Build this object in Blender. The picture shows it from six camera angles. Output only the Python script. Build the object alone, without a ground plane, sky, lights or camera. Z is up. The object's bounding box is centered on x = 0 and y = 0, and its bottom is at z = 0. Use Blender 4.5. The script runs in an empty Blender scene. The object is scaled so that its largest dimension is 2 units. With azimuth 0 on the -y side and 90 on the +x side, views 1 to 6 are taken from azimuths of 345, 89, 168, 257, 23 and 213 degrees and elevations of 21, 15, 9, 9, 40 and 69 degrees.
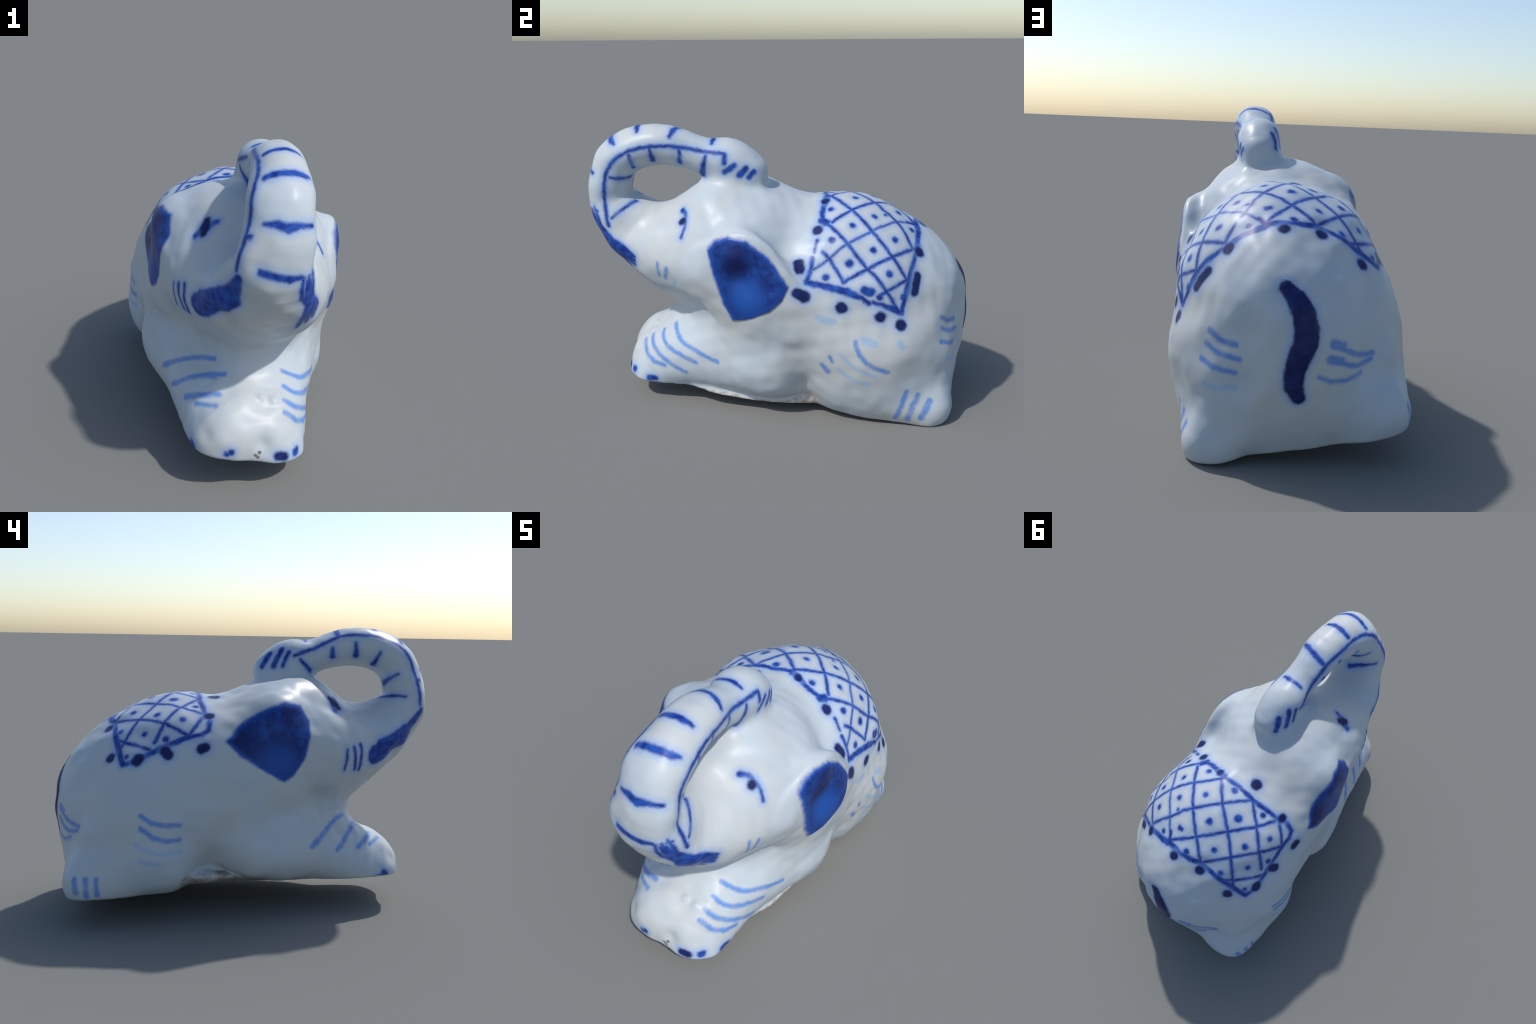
"""A small hand-painted porcelain elephant, kneeling with its trunk thrown back
over its forehead.  The body is one clay-like surface: tapered sweeps and
ellipsoids melted together, thumb-pressed here and there, cut flat underneath.
The painting (saddle cloth, ears, leg strokes, trunk rings) consists of brush
strokes given by a few control points; they are snapped onto the clay and become
distance masks inside the node materials."""
import bpy
import math
import numpy as np

rng = np.random.default_rng(7)

# ---------------------------------------------------------------- the clay body
# ellipsoids: centre, radii, rotation (degrees about x, y, z), blend width
ELLIPSOIDS = {
    'torso': ((0.01, 0.347, 0.614), (0.465, 0.527, 0.495), (-5.1, -3.8, -29.3), 0.05),
    'rump': ((-0.005, 0.682, 0.313), (0.335, 0.285, 0.541), (-14.5, 6.6, -14.3), 0.2),
    'shoulder': ((-0.005, -0.049, 0.588), (0.421, 0.319, 0.415), (14, 11.8, -1.7), 0.25),
    'haunchR': ((0.26, 0.515, 0.229), (0.217, 0.361, 0.366), (1.1, 25.4, 4), 0.14),
    'haunchL': ((-0.313, 0.545, 0.499), (0.178, 0.263, 0.308), (1.2, 12.1, 2.1), 0.14),
    'chest': ((-0.129, -0.209, 0.379), (0.224, 0.324, 0.259), (2.7, 8, -4.1), 0.14),
    'base': ((-0.057, 0.104, 0.156), (0.347, 0.719, 0.081), (4.5, 16.3, -0), 0.03),
    'plate': ((-0.325, 0.25, 0.2), (0.137, 0.24, 0.037), (1.4, 16.2, -0.1), 0.03),
    'nape': ((0.002, -0.174, 1.04), (0.276, 0.269, 0.142), (-17.5, 13.1, -2), 0.2),
    'head': ((-0.054, -0.347, 0.807), (0.374, 0.396, 0.272), (0.4, 11.1, -2), 0.2),
    'earR': ((0.329, -0.172, 0.767), (0.049, 0.202, 0.218), (0.8, 13.8, -20.3), 0.1),
}
# sweeps: points (x, y, z, radius[, sideways stretch]), blend width
SWEEPS = {
    'foreR': ([(0.165, -0.027, 0.251, 0.209), (-0.025, -0.392, 0.257, 0.222), (-0.066, -0.663, 0.139, 0.155)], 0.12),
    'foreL': ([(-0.368, 0.038, 0.334, 0.148), (-0.316, -0.36, 0.297, 0.134), (-0.241, -0.616, 0.209, 0.182)], 0.12),
    'hindR': ([(0.32, 0.502, 0.153, 0.104), (0.348, 0.739, 0.064, 0.13)], 0.12),
    'hindL': ([(-0.352, 0.506, 0.28, 0.125), (-0.329, 0.839, 0.197, 0.136)], 0.16),
    'trunk': ([(-0.034, -0.351, 0.756, 0.198, 1.226), (-0.078, -0.524, 0.791, 0.186, 1.177), (-0.087, -0.693, 0.883, 0.17, 1.365), (-0.107, -0.867, 1.046, 0.115, 1.286), (-0.082, -0.87, 1.183, 0.104, 1.177), (-0.05, -0.798, 1.315, 0.102, 1.189), (-0.01, -0.613, 1.374, 0.096, 1.052), (0.018, -0.382, 1.319, 0.082, 1.022), (0.025, -0.253, 1.294, 0.097, 1.002), (0.045, -0.134, 1.239, 0.075, 1.092)], 0.08),
}
BUILD_ORDER = ('torso', 'rump', 'shoulder', 'haunchR', 'haunchL', 'chest', 'foreR', 'foreL', 'hindR', 'hindL', 'base', 'plate', 'nape', 'head', 'trunk', 'earR')
# underside plane z = a + b x + c y  (the figure stands tilted)
FOOT_PLANE = (0.091, -0.174, -0.025)
# thumb presses and added pellets of clay: (x, y, z, size, height)
CLAY = [
    (-0.176, -0.717, 0.716, 0.13, -0.02),
    (0.012, -0.703, 0.328, 0.09, 0.009),
    (0.222, 0.902, 0.569, 0.09, -0.025),
    (-0.105, 0.486, 1.057, 0.09, -0.01),
    (-0.006, -0.912, 0.878, 0.13, 0.012),
    (0.193, -0.496, 0.602, 0.2, -0.018),
    (0.118, -0.739, 0.931, 0.09, -0.005),
    (-0.215, -0.88, 0.909, 0.09, -0.016),
    (0.131, -0.328, 1.264, 0.13, 0.008),
    (-0.038, -0.815, 0.105, 0.09, 0.011),
    (0.084, 0.289, 1.113, 0.09, 0.013),
    (0.097, 0.741, 0.958, 0.09, 0.009),
    (0.294, 0.679, 0.863, 0.09, -0.011),
    (0.454, 0.676, 0.323, 0.09, -0.007),
    (-0.334, -0.746, 0.898, 0.13, 0.013),
    (0.001, -0.76, 0.206, 0.09, -0.013),
    (-0.22, 0.926, 0.095, 0.09, 0.011),
    (0.044, 0.981, 0.655, 0.09, 0.008),
    (-0.01, -0.545, 1.082, 0.09, 0.007),
    (-0.438, 0.585, 0.172, 0.09, -0.006),
    (0.174, 0.96, 0.353, 0.09, 0.012),
    (-0.4, -0.507, 0.755, 0.13, 0.008),
    (0.253, -0.325, 0.423, 0.13, 0.007),
    (-0.317, 0.445, 0.965, 0.13, 0.012),
    (-0.154, -0.976, 1.079, 0.09, -0.014),
    (-0.26, 0.093, 0.157, 0.2, -0.009),
    (-0.359, -0.688, 0.301, 0.09, -0.015),
    (-0.388, -0.75, 0.189, 0.09, 0.007),
    (0.285, 0.601, 0.905, 0.1, -0.006),
    (0.027, -0.972, 1.188, 0.1, 0.021),
    (0.275, 0.892, 0.359, 0.1, 0.006),
    (-0.032, 0.97, 0.356, 0.1, -0.007),
    (-0.338, 0.109, 0.182, 0.2, -0.01),
    (0.078, -0.719, 0.981, 0.09, -0.008),
    (-0.339, -0.532, 0.42, 0.09, 0.013),
    (-0.248, -0.92, 1.091, 0.09, 0.006),
    (0.47, 0.86, 0.1, 0.08, 0.006),
    (0.405, -0.235, 0.87, 0.06, 0.01),
    (-0.041, -0.057, 1.205, 0.09, 0.011),
    (0.182, 0.956, 0.611, 0.09, 0.013),
    (-0.146, -0.776, 0.141, 0.09, -0.009),
    (-0.411, 0.582, 0.163, 0.09, -0.005),
    (0.224, -0.14, 0.061, 0.2, -0.008),
    (0.336, -0.18, 0.217, 0.09, 0.012),
    (0.278, 0.881, 0.353, 0.09, 0.005),
    (0.385, -0.185, 0.743, 0.09, -0.013),
    (0.488, 0.373, 0.61, 0.09, -0.007),
    (0.278, 0.881, 0.353, 0.09, 0.005),
    (-0.03, -0.775, 0.265, 0.09, 0.014),
    (-0.391, 0.85, 0.448, 0.09, 0.017),
    (-0.11, -0.949, 1.236, 0.09, -0.007),
    (-0.484, 0.261, 0.476, 0.14, 0.014),
    (0.355, -0.251, 0.748, 0.09, -0.015),
    (0.274, 0.028, 0.965, 0.14, -0.012),
    (0.071, -0.792, 0.985, 0.09, -0.013),
    (0.02, -0.578, 1.065, 0.14, 0.01),
    (0.249, -0.511, 0.765, 0.09, -0.012),
    (-0.411, 0.582, 0.163, 0.09, -0.005),
    (0.088, -0.848, 0.844, 0.09, 0.013),
    (0.395, -0.085, 0.469, 0.09, -0.011),
    (-0.416, 0.003, 1.007, 0.24, 0.06),
    (-0.411, -0.094, 1.074, 0.11, 0.032),
    (-0.441, 0.186, 0.907, 0.11, 0.013),
    (-0.471, -0.103, 0.697, 0.11, 0.009),
    (-0.175, 0.032, 1.138, 0.16, -0.007),
    (-0.395, -0.18, 1.1, 0.11, 0.009),
    (-0.4, 0.12, 0.99, 0.09, 0.012),
    (-0.364, -0.312, 0.598, 0.06, -0.028),
    (0.274, 0.921, 0.363, 0.07, -0.024),
    (-0.292, -0.76, 0.817, 0.06, -0.022),
    (0.35, 0.102, 0.185, 0.06, -0.026),
    (0.269, 0.925, 0.357, 0.07, -0.016),
    (-0.408, 0.766, 0.583, 0.09, -0.01),
    (0.086, -0.638, 1.006, 0.1, -0.01),
    (0.111, -0.75, 0.943, 0.09, -0.011),
]
# corner points round the hem of the cloth
CLOTH_RING = [(0.084, 0.237, 1.103), (0.229, 0.21, 1.024), (0.369, 0.162, 0.889), (0.431, 0.119, 0.758), (0.461, 0.263, 0.731), (0.487, 0.413, 0.666), (0.472, 0.579, 0.607), (0.425, 0.612, 0.74), (0.332, 0.656, 0.847), (0.149, 0.706, 0.963), (0.152, 0.694, 0.969), (-0.055, 0.698, 0.968), (-0.27, 0.684, 0.843), (-0.346, 0.672, 0.786), (-0.38, 0.458, 0.893), (-0.383, 0.291, 0.929), (-0.331, 0.24, 0.983), (-0.117, 0.264, 1.095), (0.099, 0.248, 1.101)]
# dents between the toes of the front paws, and small glaze drips: (x, y, z, size, depth)
TOE_DENTS = [(-.13, -.77, .22, .045, .016), (-.37, -.74, .27, .03, .010), (-.101, -.675, .379, .016, -.009), (-.047, -.679, .353, .016, -.010)]
# darkest and brightest spot of each painted ear
EAR_TONES = (((.39, -.22, .86), (.40, -.17, .68)), ((-.43, .12, .93), (-.46, -.08, .80)))
GLAZE_ROUGHNESS = .38
GLAZE_GLOSS = .22
CELL = .0078


def rotation(euler):
    a, b, c = np.radians(euler)
    x = np.array([[1, 0, 0], [0, math.cos(a), -math.sin(a)], [0, math.sin(a), math.cos(a)]])
    y = np.array([[math.cos(b), 0, math.sin(b)], [0, 1, 0], [-math.sin(b), 0, math.cos(b)]])
    z = np.array([[math.cos(c), -math.sin(c), 0], [math.sin(c), math.cos(c), 0], [0, 0, 1]])
    return z @ y @ x


def ellipsoid(p, centre, radii, euler):
    q = (p - np.array(centre)) @ rotation(euler)
    r = np.abs(np.array(radii)) + 1e-3
    k0 = np.linalg.norm(q / r, axis=-1)
    k1 = np.linalg.norm(q / r ** 2, axis=-1)
    return k0 * (k0 - 1) / np.maximum(k1, 1e-6)


def catmull(points, n):
    p = np.array(points, float)
    if len(p) == 2:
        t = np.linspace(0, 1, n + 1)[:, None]
        return p[0] * (1 - t) + p[1] * t
    e = np.vstack([2 * p[0] - p[1], p, 2 * p[-1] - p[-2]])
    out = []
    for i in range(len(p) - 1):
        a, b, c, d = e[i:i + 4]
        for t in np.arange(n) / n:
            out.append(.5 * (2 * b + (c - a) * t + (2 * a - 5 * b + 4 * c - d) * t * t
                             + (-a + 3 * b - 3 * c + d) * t ** 3))
    out.append(p[-1])
    return np.array(out)


def smooth_min(a, b, k):
    h = np.maximum(k - np.abs(a - b), 0) / k
    return np.minimum(a, b) - h * h * k * .25


def sweep(p, points):
    wide = len(points[0]) == 5
    q = catmull(points, 5 if wide else 4)
    best = None
    for a, b in zip(q[:-1], q[1:]):
        d = b[:3] - a[:3]
        w = p - a[:3]
        t = np.clip(w @ d / (d @ d), 0, 1)
        g = w - t[..., None] * d
        if wide:
            g[..., 0] /= a[4] + t * (b[4] - a[4])
        s = np.linalg.norm(g, axis=-1) - (a[3] + t * (b[3] - a[3]))
        best = s if best is None else (smooth_min(best, s, .02) if wide else np.minimum(best, s))
    return best


def mass(p, name):
    if name in ELLIPSOIDS:
        c, r, e, k = ELLIPSOIDS[name]
        return ellipsoid(p, c, r, e), k
    pts, k = SWEEPS[name]
    return sweep(p, pts), k


def polyline_distance(p, pts):
    """signed distance to a brush stroke, points (x, y, z, r)"""
    pts = np.array(pts, float)
    if len(pts) == 1:
        return np.linalg.norm(p - pts[0, :3], axis=-1) - pts[0, 3]
    best = None
    for a, b in zip(pts[:-1], pts[1:]):
        d = b[:3] - a[:3]
        w = p - a[:3]
        t = np.clip(w @ d / max(d @ d, 1e-9), 0, 1)
        s = np.linalg.norm(w - t[..., None] * d, axis=-1) - (a[3] + t * (b[3] - a[3]))
        best = s if best is None else np.minimum(best, s)
    return best


def convex_edges(poly):
    """half planes (ny, nz, c) of a convex outline seen from the side"""
    q = np.array([(v[1], v[2]) for v in poly])
    mid = q.mean(0)
    out = []
    for a, b in zip(q, np.roll(q, -1, 0)):
        n = np.array([b[1] - a[1], a[0] - b[0]])
        n /= np.linalg.norm(n)
        if (mid - a) @ n > 0:
            n = -n
        out.append((n[0], n[1], float(n @ a)))
    return out


def outline_distance(p, edges):
    return np.max([e[0] * p[..., 1] + e[1] * p[..., 2] - e[2] for e in edges], axis=0)


def step(x, lo, hi):
    t = np.clip((x - lo) / (hi - lo), 0, 1)
    return t * t * (3 - 2 * t)


# gentle hand-moulded unevenness: a handful of random waves
WAVES = [(rng.normal(size=3), rng.uniform(0, 6.28)) for _ in range(40)]


def unevenness(p):
    out = 0
    for i, (d, ph) in enumerate(WAVES):
        wl = .30 if i < 12 else (.15 if i < 26 else .075)
        amp = .0009 if i < 12 else (.0006 if i < 26 else .0002)
        out = out + amp * np.sin(p @ (d / np.linalg.norm(d)) * 6.283 / wl + ph)
    return out


def clay(p):
    f = None
    for n in BUILD_ORDER:
        d, k = mass(p, n)
        f = d if f is None else smooth_min(f, d, k)
    for b in CLAY:
        f = f - b[4] * np.exp(-((p - np.array(b[:3])) ** 2).sum(-1) / b[3] ** 2)
    return f


def body(p):
    f = clay(p)
    # ears: low relief with a crisp rim, hollowed cup on the sunny side
    for edges, side, lift in ((EAR_EDGES[0], 1, .008),):
        o = outline_distance(p, edges)
        on = (p[..., 0] * side > .2)
        f = f - np.where(on, lift * (1 - step(o, -.014, .004)), 0)
    f = f - .010 * (1 - step(polyline_distance(p, BRUSH['tail'][0][1:]), -.03, .006))
    for q in TOE_DENTS:
        f = f + q[4] * np.exp(-((p - np.array(q[:3])) ** 2).sum(-1) / q[3] ** 2)
    f = f + unevenness(p)
    a, b, c = FOOT_PLANE
    cut = (a + b * p[..., 0] + c * p[..., 1] - p[..., 2]) / math.sqrt(1 + b * b + c * c)
    return -smooth_min(-f, -cut, .016), f, cut


def surface(p):
    return body(p)[0]


# ------------------------------------------------------------ painted brush work
# every stroke: tone, then points (x, y, z, half width)
BRUSH = {}
BRUSH['lattice'] = [
    ('cobalt', (0.457, 0.292, 0.762, 0.0103), (0.443, 0.41, 0.825, 0.0103), (0.396, 0.534, 0.869, 0.0103), (0.3, 0.656, 0.88, 0.0103)),
    ('cobalt', (0.48, 0.457, 0.696, 0.0103), (0.469, 0.502, 0.72, 0.0103), (0.424, 0.602, 0.761, 0.0103)),
    ('cobalt', (0.412, 0.154, 0.814, 0.0075), (0.398, 0.233, 0.868, 0.0075), (0.373, 0.318, 0.929, 0.0075), (0.323, 0.445, 0.981, 0.0075), (0.222, 0.585, 1.002, 0.0075), (0.154, 0.689, 0.974, 0.0075)),
    ('cobalt', (0.27, 0.254, 1.012, 0.0103), (0.209, 0.365, 1.064, 0.0103), (0.126, 0.485, 1.078, 0.0103), (0.024, 0.6, 1.044, 0.0103), (-0.067, 0.693, 0.967, 0.0103)),
    ('cobalt', (0.097, 0.256, 1.104, 0.0103), (0.002, 0.38, 1.111, 0.0103), (-0.105, 0.483, 1.065, 0.0103), (-0.19, 0.579, 0.995, 0.0103), (-0.27, 0.684, 0.843, 0.0103)),
    ('cobalt', (-0.119, 0.267, 1.093, 0.0103), (-0.218, 0.372, 1.057, 0.0103), (-0.294, 0.46, 0.993, 0.0103), (-0.351, 0.518, 0.896, 0.0103)),
    ('cobalt', (-0.293, 0.264, 1.023, 0.0103), (-0.372, 0.35, 0.94, 0.0103)),
    ('cobalt', (0.375, 0.201, 0.89, 0.0103), (0.402, 0.233, 0.861, 0.0103), (0.457, 0.292, 0.765, 0.0103)),
    ('cobalt', (0.25, 0.215, 1.015, 0.0103), (0.312, 0.265, 0.98, 0.0103), (0.373, 0.318, 0.929, 0.0103), (0.414, 0.364, 0.878, 0.0103), (0.443, 0.41, 0.825, 0.0103), (0.459, 0.453, 0.779, 0.0103), (0.47, 0.497, 0.72, 0.0103), (0.474, 0.553, 0.633, 0.0103)),
    ('cobalt', (0.056, 0.242, 1.108, 0.0103), (0.137, 0.302, 1.097, 0.0103), (0.216, 0.36, 1.061, 0.0103), (0.323, 0.445, 0.981, 0.0103), (0.394, 0.534, 0.871, 0.0103), (0.424, 0.602, 0.761, 0.0103)),
    ('cobalt', (0.309, 0.645, 0.881, 0.0103), (0.219, 0.579, 1.007, 0.0103), (0.174, 0.523, 1.052, 0.0103)),
    ('cobalt', (0.169, 0.519, 1.055, 0.0103), (0.126, 0.485, 1.078, 0.0103), (0.002, 0.38, 1.111, 0.0103), (-0.119, 0.267, 1.093, 0.0103)),
    ('cobalt', (0.156, 0.688, 0.973, 0.0103), (0.024, 0.6, 1.044, 0.0103), (-0.105, 0.483, 1.065, 0.0103), (-0.217, 0.371, 1.058, 0.0103), (-0.282, 0.271, 1.029, 0.0103)),
    ('cobalt', (-0.067, 0.692, 0.968, 0.0103), (-0.19, 0.579, 0.995, 0.0103), (-0.299, 0.466, 0.986, 0.0103), (-0.38, 0.35, 0.929, 0.0103)),
    ('cobalt', (-0.188, 0.696, 0.897, 0.0103), (-0.257, 0.651, 0.883, 0.0103), (-0.361, 0.545, 0.864, 0.0103)),
]
BRUSH['hem'] = [
    ('cobalt', (0.084, 0.237, 1.103, 0.0124), (0.198, 0.212, 1.048, 0.0124), (0.255, 0.205, 1.009, 0.0124)),
    ('cobalt', (0.33, 0.177, 0.935, 0.011), (0.366, 0.161, 0.888, 0.0069)),
    ('cobalt', (0.381, 0.15, 0.864, 0.0124), (0.404, 0.145, 0.827, 0.0124), (0.43, 0.119, 0.758, 0.0124)),
    ('cobalt', (0.431, 0.119, 0.756, 0.0152), (0.447, 0.196, 0.743, 0.0166), (0.462, 0.263, 0.731, 0.0193), (0.471, 0.311, 0.718, 0.0221), (0.481, 0.379, 0.69, 0.0138), (0.484, 0.413, 0.665, 0.0138)),
    ('cobalt', (0.484, 0.432, 0.67, 0.011), (0.483, 0.487, 0.651, 0.0124), (0.477, 0.543, 0.63, 0.0221), (0.474, 0.576, 0.607, 0.0138)),
    ('cobalt', (0.473, 0.576, 0.61, 0.0138), (0.454, 0.59, 0.668, 0.0138), (0.427, 0.612, 0.741, 0.0193), (0.389, 0.632, 0.802, 0.0138), (0.334, 0.656, 0.848, 0.0124), (0.242, 0.684, 0.918, 0.0152), (0.152, 0.705, 0.964, 0.0152), (0.175, 0.645, 0.99, 0.0124)),
    ('cobalt', (0.253, 0.215, 1.013, 0.0138), (0.187, 0.213, 1.054, 0.0138), (0.099, 0.248, 1.102, 0.0138), (-0.014, 0.247, 1.108, 0.0138), (-0.117, 0.264, 1.094, 0.0138), (-0.208, 0.263, 1.066, 0.0138), (-0.284, 0.261, 1.029, 0.0138)),
    ('cobalt', (-0.334, 0.244, 0.999, 0.0138), (-0.375, 0.258, 0.959, 0.0138), (-0.384, 0.293, 0.938, 0.0138), (-0.38, 0.35, 0.93, 0.0138)),
    ('cobalt', (-0.38, 0.35, 0.93, 0.0152), (-0.379, 0.457, 0.89, 0.0152), (-0.373, 0.562, 0.838, 0.0152), (-0.363, 0.627, 0.805, 0.0152), (-0.345, 0.671, 0.79, 0.0152)),
    ('cobalt', (-0.346, 0.672, 0.789, 0.0138), (-0.27, 0.684, 0.843, 0.0193), (-0.179, 0.693, 0.907, 0.0166), (-0.092, 0.696, 0.956, 0.0138), (-0.055, 0.698, 0.968, 0.0193), (0.035, 0.712, 0.978, 0.0138), (0.076, 0.709, 0.981, 0.0152), (0.152, 0.694, 0.971, 0.0193)),
    ('cobalt', (0.152, 0.694, 0.971, 0.0138), (0.207, 0.691, 0.943, 0.0138), (0.274, 0.678, 0.889, 0.0138)),
    ('cobalt', (0.261, 0.224, 1.01, 0.0248), (0.245, 0.208, 1.017, 0.0248)),
]
BRUSH['cell_dots'] = [
    ('cobalt', (0.109, 0.386, 1.101, 0.0152)),
    ('cobalt', (0.187, 0.256, 1.063, 0.0179)),
    ('cobalt', (0.301, 0.353, 1.005, 0.0166)),
    ('cobalt', (0.24, 0.469, 1.036, 0.0166)),
    ('cobalt', (0.122, 0.607, 1.03, 0.0152)),
    ('cobalt', (0.347, 0.247, 0.939, 0.0193)),
    ('cobalt', (0.392, 0.444, 0.906, 0.0179)),
    ('cobalt', (0.327, 0.556, 0.936, 0.0179)),
    ('cobalt', (0.427, 0.323, 0.848, 0.0221)),
    ('cobalt', (0.436, 0.211, 0.782, 0.0179)),
    ('cobalt', (0.441, 0.514, 0.796, 0.0179)),
    ('cobalt', (0.205, 0.53, 1.036, 0.0124)),
    ('cobalt', (0.453, 0.585, 0.683, 0.0193)),
    ('cobalt', (0.479, 0.467, 0.693, 0.0166)),
    ('cobalt', (0.476, 0.395, 0.726, 0.0235), (0.478, 0.422, 0.719, 0.0235)),
    ('cobalt', (0.109, 0.389, 1.101, 0.0166)),
    ('cobalt', (-0.01, 0.28, 1.111, 0.0207)),
    ('cobalt', (-0.212, 0.297, 1.064, 0.0166)),
    ('cobalt', (0.006, 0.497, 1.086, 0.0207)),
    ('cobalt', (-0.114, 0.396, 1.089, 0.0235)),
    ('cobalt', (0.133, 0.606, 1.028, 0.0166)),
    ('cobalt', (-0.096, 0.603, 1.021, 0.0179)),
    ('cobalt', (-0.224, 0.492, 1.023, 0.0193)),
    ('cobalt', (-0.307, 0.374, 1.004, 0.0179)),
    ('cobalt', (-0.29, 0.562, 0.931, 0.0166)),
    ('cobalt', (-0.326, 0.653, 0.823, 0.0152)),
    ('cobalt', (0.215, 0.661, 0.957, 0.0166)),
    ('cobalt', (0.033, 0.691, 0.99, 0.0193)),
    ('cobalt', (-0.18, 0.671, 0.927, 0.0193)),
    ('cobalt', (-0.361, 0.465, 0.915, 0.0179)),
]
BRUSH['border_dots'] = [
    ('navy', (0.124, 0.234, 1.09, 0.0228)),
    ('navy', (0.286, 0.182, 0.978, 0.0288)),
    ('navy', (0.477, 0.283, 0.641, 0.0312)),
    ('navy', (0.494, 0.47, 0.598, 0.0288)),
    ('navy', (0.491, 0.57, 0.556, 0.03)),
    ('navy', (0.296, 0.683, 0.863, 0.0288)),
    ('navy', (0.391, 0.084, 0.842, 0.0288), (0.407, 0.086, 0.819, 0.0288)),
    ('navy', (0.449, 0.069, 0.709, 0.0264), (0.451, 0.106, 0.691, 0.0312)),
    ('navy', (0.385, 0.669, 0.772, 0.024), (0.408, 0.655, 0.735, 0.024), (0.424, 0.644, 0.701, 0.024)),
    ('navy', (-0.087, 0.182, 1.101, 0.0336)),
    ('navy', (-0.301, 0.242, 1.02, 0.0276)),
    ('navy', (-0.259, 0.727, 0.811, 0.0288)),
    ('navy', (-0.08, 0.726, 0.937, 0.0288)),
    ('navy', (0.082, 0.742, 0.96, 0.0276)),
    ('navy', (-0.394, 0.47, 0.859, 0.0288), (-0.403, 0.461, 0.846, 0.0288)),
    ('navy', (-0.423, 0.299, 0.874, 0.0264), (-0.424, 0.283, 0.88, 0.0264)),
    ('navy', (-0.37, 0.607, 0.811, 0.0288), (-0.368, 0.598, 0.819, 0.0288)),
]
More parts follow.
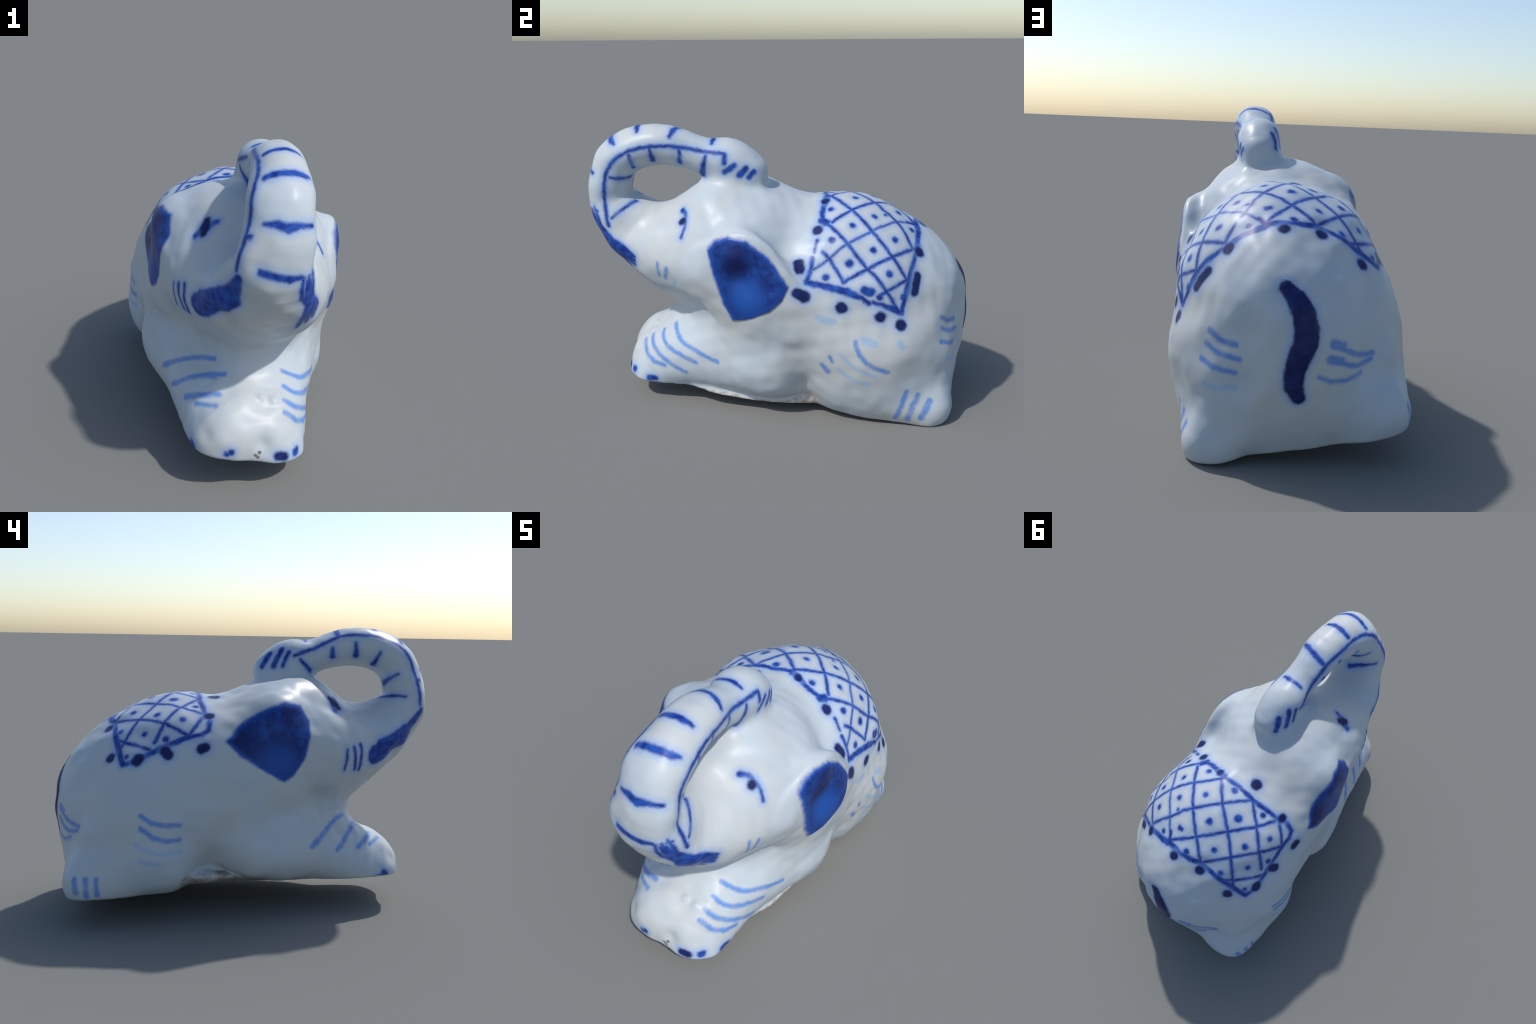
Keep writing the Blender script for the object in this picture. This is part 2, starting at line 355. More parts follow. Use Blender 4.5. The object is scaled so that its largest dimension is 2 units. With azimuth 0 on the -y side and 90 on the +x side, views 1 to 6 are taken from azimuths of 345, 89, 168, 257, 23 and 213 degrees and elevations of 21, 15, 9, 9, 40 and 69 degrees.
BRUSH['trunk_lines'] = [
    ('cobalt', (-0.031, -0.326, 1.39, 0.0097), (0.014, -0.329, 1.405, 0.0124), (0.059, -0.333, 1.399, 0.0152), (0.084, -0.336, 1.385, 0.0097)),
    ('cobalt', (-0.062, -0.497, 1.426, 0.0138), (-0.006, -0.502, 1.452, 0.0166), (0.055, -0.528, 1.444, 0.0152), (0.085, -0.544, 1.416, 0.011)),
    ('cobalt', (-0.09, -0.701, 1.449, 0.0138), (-0.035, -0.71, 1.466, 0.0166), (0.021, -0.715, 1.456, 0.0152), (0.052, -0.712, 1.439, 0.0083)),
    ('cobalt', (-0.126, -0.835, 1.395, 0.0138), (-0.035, -0.853, 1.409, 0.0179), (0.026, -0.845, 1.391, 0.0166), (0.051, -0.831, 1.377, 0.0097)),
    ('cobalt', (-0.155, -0.936, 1.247, 0.0097), (-0.112, -0.957, 1.249, 0.0166), (-0.074, -0.972, 1.235, 0.0207), (-0.031, -0.972, 1.241, 0.0138), (0.028, -0.953, 1.229, 0.011)),
    ('cobalt', (-0.178, -0.969, 1.075, 0.0166), (-0.12, -0.984, 1.055, 0.0152), (-0.071, -0.986, 1.04, 0.0166), (-0.031, -0.978, 1.043, 0.0124), (0.03, -0.931, 1.033, 0.0083)),
    ('cobalt', (0.063, -0.876, 0.963, 0.011), (0.049, -0.889, 1.046, 0.011), (0.057, -0.89, 1.15, 0.011), (0.064, -0.881, 1.218, 0.011), (0.071, -0.851, 1.277, 0.011), (0.079, -0.806, 1.319, 0.011), (0.087, -0.738, 1.352, 0.011), (0.095, -0.647, 1.37, 0.011), (0.1, -0.549, 1.373, 0.011), (0.103, -0.452, 1.36, 0.011), (0.114, -0.354, 1.344, 0.011), (0.127, -0.273, 1.334, 0.011)),
    ('cobalt', (-0.258, -0.904, 1.07, 0.011), (-0.222, -0.902, 1.172, 0.011), (-0.185, -0.871, 1.292, 0.011), (-0.146, -0.802, 1.391, 0.011), (-0.119, -0.717, 1.426, 0.011), (-0.099, -0.604, 1.431, 0.011), (-0.075, -0.511, 1.419, 0.011), (-0.063, -0.379, 1.362, 0.011), (-0.078, -0.253, 1.318, 0.011)),
    ('cobalt', (-0.006, -0.758, 1.205, 0.0097), (0.062, -0.856, 1.209, 0.0097)),
    ('cobalt', (0.044, -0.737, 1.26, 0.0097), (0.084, -0.753, 1.327, 0.0097)),
    ('cobalt', (0.065, -0.634, 1.299, 0.0152), (0.095, -0.646, 1.361, 0.0097)),
    ('cobalt', (0.08, -0.498, 1.287, 0.0138), (0.103, -0.499, 1.356, 0.0097)),
    ('cobalt', (0.071, -0.384, 1.228, 0.0193), (0.118, -0.368, 1.324, 0.0097)),
    ('cobalt', (-0.001, -0.739, 1.078, 0.0124), (0.063, -0.859, 1.001, 0.0083)),
    ('cobalt', (0.128, -0.273, 1.331, 0.0138), (0.135, -0.274, 1.29, 0.0138)),
    ('cobalt', (0.126, -0.271, 1.246, 0.0152), (0.137, -0.225, 1.277, 0.0152)),
    ('cobalt', (0.132, -0.198, 1.23, 0.0166), (0.136, -0.167, 1.261, 0.0166)),
    ('cobalt', (0.131, -0.151, 1.218, 0.0152), (0.131, -0.128, 1.245, 0.0152)),
    ('cobalt', (-0.116, -0.733, 1.099, 0.0152), (-0.237, -0.828, 1.11, 0.0069)),
    ('cobalt', (-0.083, -0.756, 1.172, 0.0166), (-0.187, -0.802, 1.229, 0.0069)),
    ('cobalt', (-0.103, -0.687, 1.273, 0.0152), (-0.152, -0.708, 1.341, 0.0069)),
    ('cobalt', (-0.102, -0.589, 1.325, 0.0179), (-0.112, -0.583, 1.386, 0.0083)),
    ('cobalt', (-0.081, -0.463, 1.32, 0.0179), (-0.084, -0.461, 1.358, 0.0097)),
    ('cobalt', (-0.059, -0.347, 1.238, 0.0152), (-0.081, -0.285, 1.297, 0.011)),
    ('cobalt', (-0.031, -0.088, 1.258, 0.0166), (-0.02, -0.134, 1.325, 0.0166)),
    ('cobalt', (-0.061, -0.143, 1.259, 0.0152), (-0.044, -0.193, 1.351, 0.0152)),
    ('cobalt', (-0.073, -0.19, 1.265, 0.0124), (-0.067, -0.223, 1.334, 0.0124)),
    ('cobalt', (-0.203, -0.917, 1.197, 0.0124), (-0.213, -0.897, 1.192, 0.0124)),
]
BRUSH['face'] = [
    ('navy', (0.178, -0.486, 1.006, 0.0228)),
    ('cobalt', (0.127, -0.49, 1.052, 0.0138), (0.156, -0.473, 1.042, 0.0124), (0.188, -0.468, 1.013, 0.0083), (0.216, -0.475, 0.972, 0.0083), (0.231, -0.494, 0.937, 0.0083)),
    ('navy', (-0.25, -0.392, 1.097, 0.0168), (-0.266, -0.414, 1.072, 0.0264), (-0.281, -0.438, 1.05, 0.0144)),
    ('cobalt', (-0.309, -0.409, 1.042, 0.0166), (-0.261, -0.419, 1.073, 0.0248), (-0.215, -0.428, 1.098, 0.011)),
    ('pale', (0.213, -0.614, 0.8, 0.0093), (0.199, -0.612, 0.729, 0.0093)),
    ('pale', (0.236, -0.568, 0.777, 0.0106), (0.214, -0.582, 0.721, 0.0106)),
    ('wash', (0.242, -0.527, 0.719, 0.009), (0.211, -0.541, 0.675, 0.009)),
    ('cobalt', (-0.387, -0.529, 0.875, 0.011), (-0.377, -0.529, 0.748, 0.011)),
    ('cobalt', (-0.405, -0.488, 0.865, 0.011), (-0.389, -0.5, 0.751, 0.011)),
    ('cobalt', (-0.419, -0.447, 0.854, 0.0083), (-0.407, -0.439, 0.755, 0.0083)),
    ('cobalt', (-0.355, -0.628, 0.818, 0.0552), (-0.333, -0.704, 0.851, 0.0524), (-0.309, -0.794, 0.902, 0.0455), (-0.267, -0.865, 0.966, 0.0359), (-0.254, -0.913, 1.038, 0.0207)),
    ('cobalt', (-0.348, -0.668, 0.861, 0.0442), (-0.316, -0.774, 0.892, 0.058), (-0.279, -0.839, 0.929, 0.0552)),
    ('cobalt', (-0.019, -0.971, 1.033, 0.0097), (-0.014, -0.943, 0.946, 0.0152), (0.06, -0.872, 0.867, 0.0207), (0.087, -0.804, 0.807, 0.0235), (0.105, -0.749, 0.771, 0.0166)),
    ('cobalt', (0.02, -0.948, 1.054, 0.0069), (0.033, -0.918, 0.971, 0.0152), (0.031, -0.901, 0.896, 0.0221), (0.026, -0.862, 0.823, 0.0248), (0.025, -0.784, 0.747, 0.0152)),
    ('cobalt', (0.01, -0.948, 1.015, 0.0138), (0.034, -0.911, 0.942, 0.0221), (0.069, -0.868, 0.88, 0.0276), (0.102, -0.815, 0.847, 0.0262), (0.128, -0.748, 0.812, 0.0138)),
    ('cobalt', (-0.004, -0.96, 1.024, 0.01), (0.01, -0.927, 0.944, 0.02), (0.064, -0.87, 0.874, 0.026), (0.094, -0.81, 0.827, 0.026), (0.116, -0.748, 0.792, 0.014)),
    ('cobalt', (0.001, -0.96, 1.043, 0.008), (0.01, -0.93, 0.958, 0.016), (0.046, -0.887, 0.882, 0.022), (0.056, -0.833, 0.815, 0.024), (0.065, -0.766, 0.759, 0.014)),
]
BRUSH['foreleg_lines'] = [
    ('pale', (0.033, -0.554, 0.416, 0.012), (0.116, -0.527, 0.357, 0.012), (0.173, -0.463, 0.326, 0.012), (0.253, -0.325, 0.277, 0.012)),
    ('pale', (0.017, -0.616, 0.373, 0.012), (0.07, -0.616, 0.335, 0.012), (0.129, -0.564, 0.296, 0.012), (0.196, -0.441, 0.252, 0.012)),
    ('pale', (0.001, -0.676, 0.339, 0.012), (0.048, -0.674, 0.303, 0.012), (0.115, -0.614, 0.246, 0.012), (0.157, -0.498, 0.183, 0.012)),
    ('pale', (-0.01, -0.72, 0.306, 0.012), (0.043, -0.713, 0.256, 0.012), (0.088, -0.67, 0.221, 0.012), (0.12, -0.61, 0.21, 0.012)),
    ('pale', (-0.446, -0.292, 0.382, 0.012), (-0.382, -0.358, 0.438, 0.012), (-0.319, -0.425, 0.472, 0.012), (-0.264, -0.484, 0.487, 0.012)),
    ('pale', (-0.427, -0.424, 0.353, 0.012), (-0.382, -0.469, 0.402, 0.012), (-0.324, -0.515, 0.433, 0.012), (-0.237, -0.553, 0.438, 0.012)),
    ('pale', (-0.404, -0.534, 0.344, 0.012), (-0.343, -0.597, 0.378, 0.012), (-0.275, -0.63, 0.39, 0.012)),
    ('pale', (-0.374, -0.602, 0.346, 0.0106), (-0.3, -0.673, 0.363, 0.0106)),
    ('pale', (-0.304, -0.439, 0.481, 0.0106), (-0.457, -0.265, 0.371, 0.016)),
    ('pale', (-0.278, -0.55, 0.432, 0.012), (-0.438, -0.399, 0.341, 0.012)),
    ('pale', (-0.317, -0.617, 0.383, 0.0133), (-0.407, -0.527, 0.343, 0.0133)),
    ('cobalt', (-0.412, -0.676, 0.202, 0.0193)),
    ('cobalt', (-0.267, -0.797, 0.205, 0.0152)),
    ('navy', (-0.069, -0.821, 0.163, 0.0192), (-0.039, -0.819, 0.153, 0.0216)),
    ('cobalt', (0.02, -0.791, 0.149, 0.0207)),
    ('cobalt', (0.083, -0.7, 0.125, 0.0179), (0.094, -0.667, 0.126, 0.0179)),
    ('cobalt', (0.025, -0.785, 0.153, 0.0166)),
    ('cobalt', (-0.408, -0.643, 0.184, 0.0138), (-0.406, -0.689, 0.193, 0.0138)),
    ('cobalt', (-0.286, -0.793, 0.197, 0.0138)),
    ('chip', (-0.147, -0.809, 0.186, 0.009)),
    ('chip', (-0.168, -0.806, 0.176, 0.006), (-0.151, -0.808, 0.164, 0.006)),
]
BRUSH['hindleg_lines'] = [
    ('pale', (0.505, 0.352, 0.473, 0.012), (0.512, 0.373, 0.408, 0.012), (0.517, 0.437, 0.35, 0.012), (0.515, 0.51, 0.322, 0.012)),
    ('wash', (0.486, 0.281, 0.407, 0.01), (0.499, 0.336, 0.352, 0.01), (0.509, 0.448, 0.295, 0.01)),
    ('wash', (0.474, 0.276, 0.317, 0.01), (0.488, 0.356, 0.265, 0.01), (0.497, 0.422, 0.252, 0.01)),
    ('pale', (0.442, 0.199, 0.337, 0.0133), (0.445, 0.225, 0.297, 0.0133)),
    ('pale', (0.466, 0.234, 0.385, 0.0106), (0.468, 0.244, 0.361, 0.0106)),
    ('wash', (0.465, 0.17, 0.586, 0.014), (0.47, 0.209, 0.575, 0.022), (0.475, 0.248, 0.572, 0.014)),
    ('wash', (0.511, 0.565, 0.472, 0.016), (0.511, 0.577, 0.452, 0.016)),
    ('wash', (0.512, 0.395, 0.483, 0.02), (0.518, 0.441, 0.468, 0.02)),
    ('pale', (0.483, 0.613, 0.199, 0.0133), (0.478, 0.595, 0.13, 0.0133), (0.448, 0.567, 0.048, 0.0133)),
    ('pale', (0.472, 0.676, 0.176, 0.0146), (0.477, 0.647, 0.12, 0.0146), (0.457, 0.628, 0.043, 0.0146)),
    ('pale', (0.468, 0.734, 0.144, 0.0173), (0.474, 0.694, 0.055, 0.0173)),
    ('pale', (-0.485, 0.601, 0.567, 0.012), (-0.497, 0.556, 0.532, 0.012), (-0.501, 0.494, 0.518, 0.012), (-0.499, 0.416, 0.517, 0.012)),
    ('pale', (-0.495, 0.602, 0.506, 0.012), (-0.508, 0.542, 0.459, 0.012), (-0.509, 0.48, 0.441, 0.012), (-0.501, 0.416, 0.445, 0.012)),
    ('wash', (-0.501, 0.625, 0.429, 0.01), (-0.514, 0.574, 0.398, 0.01), (-0.518, 0.497, 0.379, 0.01), (-0.5, 0.408, 0.387, 0.01)),
    ('wash', (-0.514, 0.605, 0.348, 0.011), (-0.521, 0.513, 0.333, 0.011)),
    ('pale', (-0.431, 0.913, 0.25, 0.016), (-0.446, 0.908, 0.193, 0.016)),
    ('pale', (-0.455, 0.861, 0.255, 0.0146), (-0.462, 0.858, 0.174, 0.0146)),
    ('pale', (-0.467, 0.813, 0.256, 0.0133), (-0.468, 0.808, 0.183, 0.0133)),
]
BRUSH['rear_lines'] = [
    ('pale', (0.379, 0.788, 0.553, 0.012), (0.344, 0.833, 0.522, 0.012), (0.285, 0.875, 0.514, 0.012)),
    ('pale', (0.394, 0.792, 0.5, 0.012), (0.351, 0.842, 0.473, 0.012), (0.273, 0.894, 0.459, 0.012)),
    ('pale', (0.416, 0.79, 0.439, 0.012), (0.369, 0.844, 0.414, 0.012), (0.289, 0.884, 0.402, 0.012)),
    ('wash', (0.403, 0.818, 0.338, 0.009), (0.356, 0.863, 0.332, 0.009), (0.287, 0.885, 0.345, 0.009)),
    ('pale', (-0.085, 0.977, 0.54, 0.0199), (-0.13, 0.964, 0.525, 0.0199)),
    ('pale', (-0.123, 0.967, 0.516, 0.012), (-0.212, 0.922, 0.479, 0.012), (-0.273, 0.883, 0.475, 0.012)),
    ('pale', (-0.074, 0.983, 0.477, 0.0199), (-0.121, 0.97, 0.467, 0.0199)),
    ('pale', (-0.118, 0.971, 0.461, 0.012), (-0.197, 0.935, 0.438, 0.012), (-0.265, 0.89, 0.454, 0.012)),
    ('pale', (-0.032, 0.982, 0.409, 0.0106), (-0.081, 0.974, 0.385, 0.0106), (-0.153, 0.957, 0.384, 0.0106), (-0.215, 0.928, 0.408, 0.0106)),
]
BRUSH['tail'] = [
    ('navy', (0.106, 0.929, 0.759, 0.0312), (0.068, 0.958, 0.718, 0.0432), (0.039, 0.982, 0.659, 0.0504), (0.028, 0.99, 0.603, 0.0528), (0.03, 0.992, 0.551, 0.0528), (0.052, 0.989, 0.492, 0.0504), (0.07, 0.984, 0.432, 0.0456), (0.07, 0.977, 0.37, 0.0408), (0.047, 0.971, 0.323, 0.0312)),
]

# outlines of the painted ears, seen from the side
EAR_RIGHT = [(0.338, -0.362, 0.9), (0.338, -0.325, 0.951), (0.366, -0.257, 0.975), (0.403, -0.171, 0.963), (0.43, -0.056, 0.877), (0.446, 0.034, 0.741), (0.45, 0.002, 0.671), (0.442, -0.057, 0.614), (0.415, -0.136, 0.572), (0.352, -0.242, 0.535), (0.347, -0.288, 0.626), (0.35, -0.337, 0.787)]
EAR_LEFT = [(-0.438, 0.185, 0.907), (-0.408, 0.116, 0.983), (-0.391, -0.002, 1.06), (-0.396, -0.116, 1.101), (-0.375, -0.206, 1.083), (-0.404, -0.251, 1.003), (-0.434, -0.249, 0.925), (-0.447, -0.218, 0.813), (-0.456, -0.159, 0.733), (-0.468, -0.103, 0.701), (-0.473, 0.012, 0.773), (-0.465, 0.109, 0.83)]
EAR_EDGES = (convex_edges(EAR_RIGHT), convex_edges(EAR_LEFT))


# ----------------------------------------------------------------- meshing
def gradient(p, fn, e=.002):
    return np.stack([fn(p + e * np.eye(3)[i]) - fn(p - e * np.eye(3)[i]) for i in range(3)], -1) / (2 * e)


def snap(p, fn, rounds=2):
    for _ in range(rounds):
        g = gradient(p, fn)
        p = p - g * (fn(p) / np.maximum((g ** 2).sum(-1), .2))[..., None]
    return p


def surface_nets(fn, lo, hi, h, coarse=4):
    lo = np.array(lo, float)
    n = (np.ceil((np.array(hi) - lo) / (h * coarse)).astype(int)) * coarse + 1
    axes = [lo[i] + h * np.arange(n[i])[::coarse] for i in range(3)]
    grid = np.stack(np.meshgrid(*axes, indexing='ij'), -1)
    fc = fn(grid.reshape(-1, 3)).reshape(grid.shape[:3])
    F = np.repeat(np.repeat(np.repeat(fc, coarse, 0), coarse, 1), coarse, 2)[:n[0], :n[1], :n[2]].astype(np.float32)
    near = np.argwhere(np.abs(F) < h * coarse * 1.9)
    pts = lo + h * near
    F[tuple(near.T)] = np.concatenate([fn(c) for c in np.array_split(pts, max(1, len(pts) // 200000))])
    inside = F < 0
    acc = np.zeros(tuple(n - 1) + (3,), np.float32)
    cnt = np.zeros(tuple(n - 1), np.int16)

    def cell(o):
        return tuple(slice(o[i], n[i] - 1 + o[i]) for i in range(3))
    for d in range(3):
        o = [i for i in range(3) if i != d]
        for a in (0, 1):
            for b in (0, 1):
                p = [0, 0, 0]
                p[o[0]], p[o[1]] = a, b
                q = list(p)
                q[d] = 1
                f0, f1 = F[cell(p)], F[cell(q)]
                m = inside[cell(p)] != inside[cell(q)]
                t = np.where(m, f0 / np.where(m, f0 - f1, 1), 0)
                for k in range(3):
                    acc[..., k] += np.where(m, p[k] + (t if k == d else 0), 0)
                cnt += m
    cells = np.argwhere(cnt > 0)
    idx = -np.ones(tuple(n - 1), np.int64)
    idx[tuple(cells.T)] = np.arange(len(cells))
    V = lo + h * (cells + acc[tuple(cells.T)] / cnt[tuple(cells.T)][:, None])
    quads = []
    for d in range(3):
        q0 = [slice(0, n[i]) for i in range(3)]
        q1 = list(q0)
        q0[d], q1[d] = slice(0, n[d] - 1), slice(1, n[d])
        pos = np.argwhere(inside[tuple(q0)] != inside[tuple(q1)])
        inn = inside[tuple(q0)][tuple(pos.T)]
        o = [i for i in range(3) if i != d]

        def at(a, b):
            w = pos.copy()
            w[:, o[0]] -= a
            w[:, o[1]] -= b
            return idx[tuple(w.T)]
        quad = np.stack([at(0, 0), at(1, 0), at(1, 1), at(0, 1)], 1)
        flip = inn if d != 1 else ~inn
        quad[~flip] = quad[~flip][:, ::-1]
        quads.append(quad)
    return V, np.vstack(quads)


def vertex_normals(verts, quads):
    a, b, c, d = (verts[quads[:, i]] for i in range(4))
    face = np.cross(c - a, d - b)
    out = np.zeros_like(verts)
    for i in range(4):
        for k in range(3):
            out[:, k] += np.bincount(quads[:, i], face[:, k], len(verts))
    return out / np.maximum(np.linalg.norm(out, axis=1), 1e-9)[:, None]


VERTS, QUADS = surface_nets(surface, (-.62, -1.06, -.05), (.62, 1.08, 1.54), CELL)
for _ in range(2):
    VERTS = VERTS - vertex_normals(VERTS, QUADS) * surface(VERTS)[:, None]
VERTS[:, 2] = np.maximum(VERTS[:, 2], 0.0)
NORMALS = vertex_normals(VERTS, QUADS)


# strokes: resample the control points and lay them on the clay
def resample(points, longest=.085):
    p = np.array(points, float)
    if len(p) > 1:
        n = max(1, int(math.ceil(np.linalg.norm(np.diff(p[:, :3], axis=0), axis=1).max() / longest)))
        p = catmull(p, n)
    return p


LAID = {g: [(s[0], resample(s[1:])) for s in strokes] for g, strokes in BRUSH.items()}
loose = [s[1] for strokes in LAID.values() for s in strokes]
laid = snap(np.vstack([s[:, :3] for s in loose]), surface, 3)
start = 0
for s in loose:
    s[:, :3] = laid[start:start + len(s)]
    start += len(s)

# ----------------------------------------------------------------- dividing it into parts
CENTRES = VERTS[QUADS].mean(1)


def unroll(p):
    """saddle coordinates: angle round the barrel of the body, and length"""
    return np.stack([np.arctan2(p[..., 0] - .0, p[..., 2] - .45), p[..., 1]], -1)


def in_outline(q, ring):
    inside = np.zeros(len(q), bool)
    for a, b in zip(ring, np.roll(ring, -1, 0)):
        cross = ((a[1] > q[:, 1]) != (b[1] > q[:, 1]))
        x = (b[0] - a[0]) * (q[:, 1] - a[1]) / (b[1] - a[1] + 1e-12) + a[0]
        inside ^= cross & (q[:, 0] < x)
    return inside


def part_of_faces():
    p = CENTRES
    d = {n: mass(p, n)[0] for n in BUILD_ORDER}
    trunk = sweep(p, SWEEPS['trunk'][0][3:])
    head = np.minimum.reduce([d['head'], d['nape'], sweep(p, SWEEPS['trunk'][0][:4]) + .01])
    score = {
        'torso': np.minimum.reduce([d['torso'], d['rump'], d['shoulder'], d['chest']]),
        'head': head, 'trunk': trunk,
        'foreleg_r': d['foreR'], 'foreleg_l': d['foreL'],
        'hindleg_r': np.minimum(d['haunchR'] + .02, d['hindR']), 'hindleg_l': np.minimum(d['haunchL'] + .03, d['hindL']),
        'base': np.minimum(d['base'] + .012, d['plate'] + .008)}
    names = list(score)
    label = np.array(names, object)[np.argmin(np.stack([score[n] for n in names]), 0)]
    label[(label == 'trunk') & (p[:, 1] > -.05)] = 'head'
    label[(label == 'base') & (p[:, 2] > FOOT_PLANE[0] + .16)] = 'torso'
    hem = unroll(np.array(CLOTH_RING))
    mid = hem.mean(0)
    hem = mid + (hem - mid) * 1.06
    label[in_outline(unroll(p), hem) & (p[:, 2] > .5)] = 'saddle_cloth'
    for i, (n, side) in enumerate((('ear_r', 1), ('ear_l', -1))):
        label[(outline_distance(p, EAR_EDGES[i]) < .016) & (p[:, 0] * side > .25)] = n
    label[polyline_distance(p, LAID['tail'][0][1]) < .012] = 'tail'
    eyes = [s[1] for s in LAID['face'] if s[0] == 'navy']
    for n, e in zip(('eye_r', 'eye_l'), eyes):
        label[polyline_distance(p, e) < .016] = n
    _, f, cut = body(p)
    label[cut > f - .004] = 'base'
    return label


LABEL = part_of_faces()


# ----------------------------------------------------------------- materials
TONES = {  # softness of the edge, dark and light pigment, strength
    'wash': (.012, (.22, .37, .60), (.30, .44, .62), .8),
    'pale': (.0095, (.062, .175, .50), (.11, .25, .58), .95),
    'cobalt': (.0095, (.008, .032, .22), (.019, .080, .37), 1.0),
    'chip': (.003, (.09, .08, .07), (.14, .125, .11), .9),
    'navy': (.0095, (.006, .012, .075), (.011, .020, .12), 1.0),
}
WARM_GLAZE, COOL_GLAZE = (.475, .50, .505), (.445, .50, .545)  # white darkened toward the shaded side; warm/cool mottling paints in the light's cast


class Nodes:
    """small helper for wiring nodes in one node tree"""
    def new(self, kind, *inputs, **props):
        n = self.t.nodes.new(kind)
        for k, v in props.items():
            setattr(n, k, v)
        for i, v in enumerate(inputs):
            if v is None:
                continue
            if isinstance(v, bpy.types.NodeSocket):
                self.t.links.new(v, n.inputs[i])
            else:
                n.inputs[i].default_value = v
        return n

    def m(self, op, *a):
        return self.new('ShaderNodeMath', *a, operation=op).outputs[0]

    def v(self, op, *a):
        n = self.new('ShaderNodeVectorMath', *a, operation=op)
        return n.outputs['Value'] if op in ('DOT_PRODUCT', 'LENGTH', 'DISTANCE') else n.outputs[0]


class Bristles(Nodes):
    """node group: distance from the surface point to a bundle of brush stretches"""
    def __init__(self, stretches):
        self.t = bpy.data.node_groups.new('brush_strokes', 'ShaderNodeTree')
        self.t.interface.new_socket('Point', in_out='INPUT', socket_type='NodeSocketVector')
        self.t.interface.new_socket('Distance', in_out='OUTPUT', socket_type='NodeSocketFloat')
        self.Q = self.t.nodes.new('NodeGroupInput').outputs[0]
        d = None
        for a, b in stretches:
            x = self.stretch(a, b)
            d = x if d is None else self.m('MINIMUM', d, x)
        self.t.links.new(d, self.t.nodes.new('NodeGroupOutput').inputs[0])

    def stretch(self, a, b):
        """one tapered stretch of a stroke"""
        if b is None:
            return self.m('SUBTRACT', self.v('DISTANCE', self.Q, tuple(a[:3])), float(a[3]))
        d = b[:3] - a[:3]
        w = self.v('SUBTRACT', self.Q, tuple(a[:3]))
        t = self.m('MINIMUM', self.m('MAXIMUM', self.v('DOT_PRODUCT', w, tuple(d / max(d @ d, 1e-9))), 0.0), 1.0)
        near = self.new('ShaderNodeVectorMath', tuple(d), operation='SCALE')
        self.t.links.new(t, near.inputs['Scale'])
        dist = self.v('DISTANCE', w, near.outputs[0])
        if abs(b[3] - a[3]) < 1e-5:
            return self.m('SUBTRACT', dist, float(a[3]))
        return self.m('SUBTRACT', dist, self.m('MULTIPLY_ADD', t, float(b[3] - a[3]), float(a[3])))


class Graph(Nodes):
    def __init__(self, name):
        self.mat = bpy.data.materials.new(name)
        self.mat.use_nodes = True
        self.t = self.mat.node_tree
        self.bsdf = self.t.nodes['Principled BSDF']
        co = self.t.nodes.new('ShaderNodeTexCoord')
        self.P = co.outputs['Object']
        # a slightly trembling hand: surface point moved by fine noise
        n = self.t.nodes.new('ShaderNodeTexNoise')
        self.t.links.new(self.P, n.inputs['Vector'])
        n.inputs['Scale'].default_value = 30
        n.inputs['Detail'].default_value = 3
        off = self.v('MULTIPLY_ADD', n.outputs['Color'], (.014, .014, .014), (-.007, -.007, -.007))
        self.Q = self.v('ADD', self.P, off)

    def noise(self, scale, detail=2.0, rough=.5):
        n = self.t.nodes.new('ShaderNodeTexNoise')
        self.t.links.new(self.P, n.inputs['Vector'])
        n.inputs['Scale'].default_value = scale
        n.inputs['Detail'].default_value = detail
        n.inputs['Roughness'].default_value = rough
        return n.outputs[0]

    def smooth(self, x, a, b, c=0.0, d=1.0):
        n = self.new('ShaderNodeMapRange', x, a, b, c, d, interpolation_type='SMOOTHSTEP')
        return n.outputs[0]

    def mix(self, fac, a, b):
        n = self.t.nodes.new('ShaderNodeMix')
        n.data_type = 'RGBA'
        for sock, val in ((n.inputs[0], fac), (n.inputs[6], a), (n.inputs[7], b)):
            if isinstance(val, bpy.types.NodeSocket):
                self.t.links.new(val, sock)
            else:
                sock.default_value = (*val, 1) if isinstance(val, tuple) else val
        return n.outputs[2]

    def brush(self, strokes, bundle=24):
        """distance to the nearest of many strokes"""
        stretches = []
        for s in strokes:
            stretches += list(zip(s[:-1], s[1:])) if len(s) > 1 else [(s[0], None)]
        d = None
        for i in range(0, len(stretches), bundle):
            n = self.t.nodes.new('ShaderNodeGroup')
            n.node_tree = Bristles(stretches[i:i + bundle]).t
            self.t.links.new(self.Q, n.inputs[0])
            d = n.outputs[0] if d is None else self.m('MINIMUM', d, n.outputs[0])
        return d


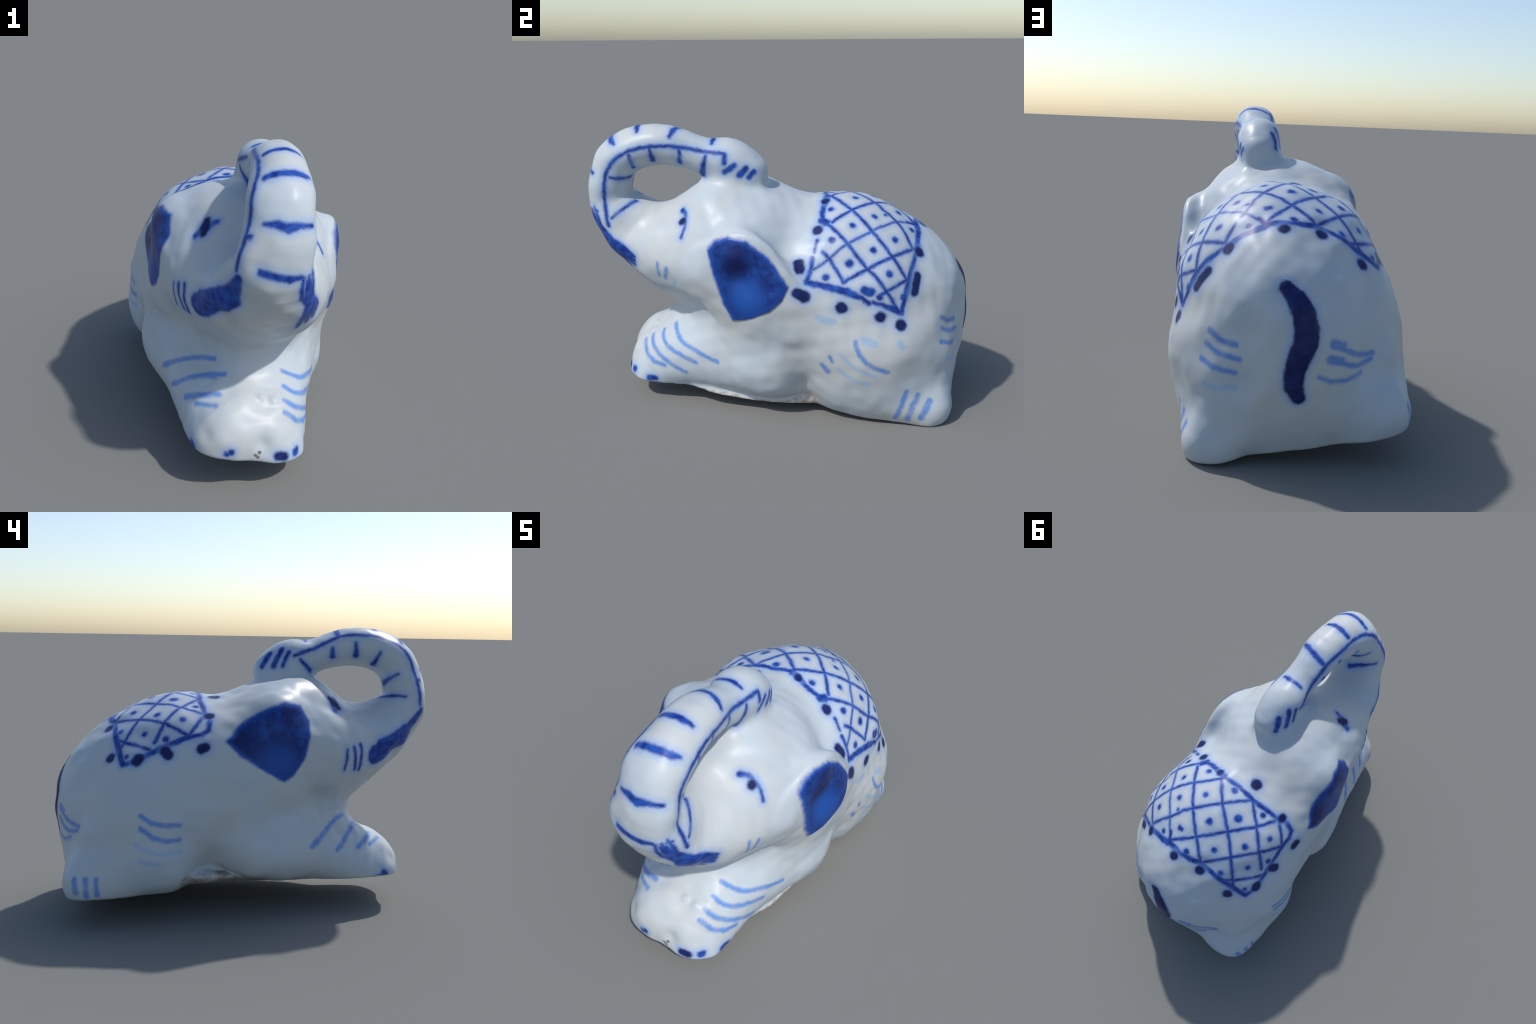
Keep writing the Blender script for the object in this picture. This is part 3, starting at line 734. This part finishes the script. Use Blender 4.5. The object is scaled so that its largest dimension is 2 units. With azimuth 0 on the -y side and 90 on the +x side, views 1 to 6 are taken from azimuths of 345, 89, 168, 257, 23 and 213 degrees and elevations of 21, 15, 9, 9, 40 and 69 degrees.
def porcelain(name, strokes, ear=None):
    g = Graph(name)
    cloudy = g.noise(2.6, 3)
    grain = g.noise(150, 2)
    wobble = g.m('MULTIPLY_ADD', grain, .008, -.004)
    pool = g.smooth(g.noise(26, 3), .36, .66)
    colour = g.mix(g.smooth(cloudy, .34, .62), WARM_GLAZE, COOL_GLAZE)
    # faint iron specks in the glaze
    speck = g.new('ShaderNodeTexVoronoi', g.P)
    speck.inputs['Scale'].default_value = 9
    colour = g.mix(g.smooth(speck.outputs['Distance'], .020, .034, .45, 0.0), colour, (.22, .21, .20))
    if ear is not None:
        edges, deep, bright = ear
        d = None
        for e in edges:
            x = g.m('SUBTRACT', g.v('DOT_PRODUCT', g.Q, (0.0, e[0], e[1])), e[2])
            d = x if d is None else g.m('MAXIMUM', d, x)
        d = g.m('ADD', d, g.m('MULTIPLY', wobble, .8))
        spot = g.smooth(g.v('DISTANCE', g.Q, bright), .03, .17, .75, 0.0)
        streak = g.m('MULTIPLY', g.smooth(g.noise(11, 4, .65), .38, .66), .75)
        fill = g.mix(g.m('MAXIMUM', spot, streak), (.008, .020, .140), (.014, .085, .36))
        fill = g.mix(g.smooth(g.v('DISTANCE', g.Q, deep), .02, .13, .85, 0.0), fill, (.007, .012, .080))
        fill = g.mix(g.smooth(d, -.034, -.004), fill, (.014, .070, .34))
        colour = g.mix(g.smooth(d, -.012, .010, 1.0, 0.0), colour, fill)
    for tone in ('wash', 'pale', 'cobalt', 'navy', 'chip'):
        mine = [s for t, s in strokes if t == tone]
        if not mine:
            continue
        d = g.m('ADD', g.brush(mine), wobble)
        soft, dark, light, strength = TONES[tone]
        if tone in ('cobalt', 'navy'):   # pigment bleeding into the glaze
            colour = g.mix(g.smooth(d, 0.0, .036, .42, 0.0), colour, (.17, .32, .66))
        mask = g.smooth(d, -soft, soft, strength, 0.0)
        if tone in ('pale', 'wash'):     # thin brushes run dry
            mask = g.m('MULTIPLY', mask, g.smooth(pool, -.6, 1.0, .55, 1.0))
        colour = g.mix(mask, colour, g.mix(pool, dark, light))
    g.t.links.new(colour, g.bsdf.inputs['Base Color'])
    g.bsdf.inputs['Roughness'].default_value = GLAZE_ROUGHNESS
    g.bsdf.inputs['Specular IOR Level'].default_value = GLAZE_GLOSS
    bump = g.t.nodes.new('ShaderNodeBump')
    bump.inputs['Strength'].default_value = .05
    bump.inputs['Distance'].default_value = .004
    g.t.links.new(g.noise(34, 3), bump.inputs['Height'])
    g.t.links.new(bump.outputs[0], g.bsdf.inputs['Normal'])
    return g.mat


def bisque():
    g = Graph('unglazed_bisque')
    n = g.smooth(g.noise(14, 4, .65), .40, .66)
    colour = g.mix(n, (.48, .47, .455), (.28, .24, .20))  # both browns deepened to carry the shadow under the belly arch
    colour = g.mix(g.smooth(g.noise(60, 2), .58, .70, 0.0, .5), colour, (.20, .17, .14))
    g.t.links.new(colour, g.bsdf.inputs['Base Color'])
    g.bsdf.inputs['Roughness'].default_value = .85
    bump = g.t.nodes.new('ShaderNodeBump')
    bump.inputs['Strength'].default_value = .5
    bump.inputs['Distance'].default_value = .006
    g.t.links.new(g.noise(45, 4, .7), bump.inputs['Height'])
    g.t.links.new(bump.outputs[0], g.bsdf.inputs['Normal'])
    return g.mat


# ----------------------------------------------------------------- building the objects
root = bpy.data.objects.new('porcelain_elephant', None)
root['label'] = 'white porcelain elephant figurine with blue hand-painted saddle cloth'
root['category'] = 'figurine'
bpy.context.collection.objects.link(root)

EAR_PAINT = {'ear_r': (EAR_EDGES[0],) + EAR_TONES[0], 'ear_l': (EAR_EDGES[1],) + EAR_TONES[1]}
made = {}
for label in sorted(set(LABEL)):
    quads = QUADS[LABEL == label]
    used, quads = np.unique(quads, return_inverse=True)
    quads = quads.reshape(-1, 4)
    verts = VERTS[used]
    name = label[:-2] if label[-2:] in ('_r', '_l') else label
    mesh = bpy.data.meshes.new(name)
    mesh.from_pydata(verts.tolist(), [], quads.tolist())
    mesh.update()
    mesh.polygons.foreach_set('use_smooth', np.ones(len(quads), bool))
    mesh.normals_split_custom_set_from_vertices(NORMALS[used].tolist())
    if label == 'base':
        mesh.materials.append(bisque())
    else:
        thin = verts[::3]
        near = []
        for group, strokes in LAID.items():
            if group in ('lattice', 'cell_dots') and label != 'saddle_cloth':
                continue
            for tone, s in strokes:
                reach = np.array([*s[:, :3].min(0) - .06, *s[:, :3].max(0) + .06])
                box = thin[((thin > reach[:3]) & (thin < reach[3:])).all(1)]
                if len(box) and polyline_distance(box, s).min() < .028:
                    near.append((tone, s))
        mesh.materials.append(porcelain('painted_' + name, near, EAR_PAINT.get(label)))
    obj = bpy.data.objects.new(name, mesh)
    bpy.context.collection.objects.link(obj)
    made[label] = obj
for label, obj in made.items():
    obj.parent = made['head'] if label[:3] == 'eye' else root
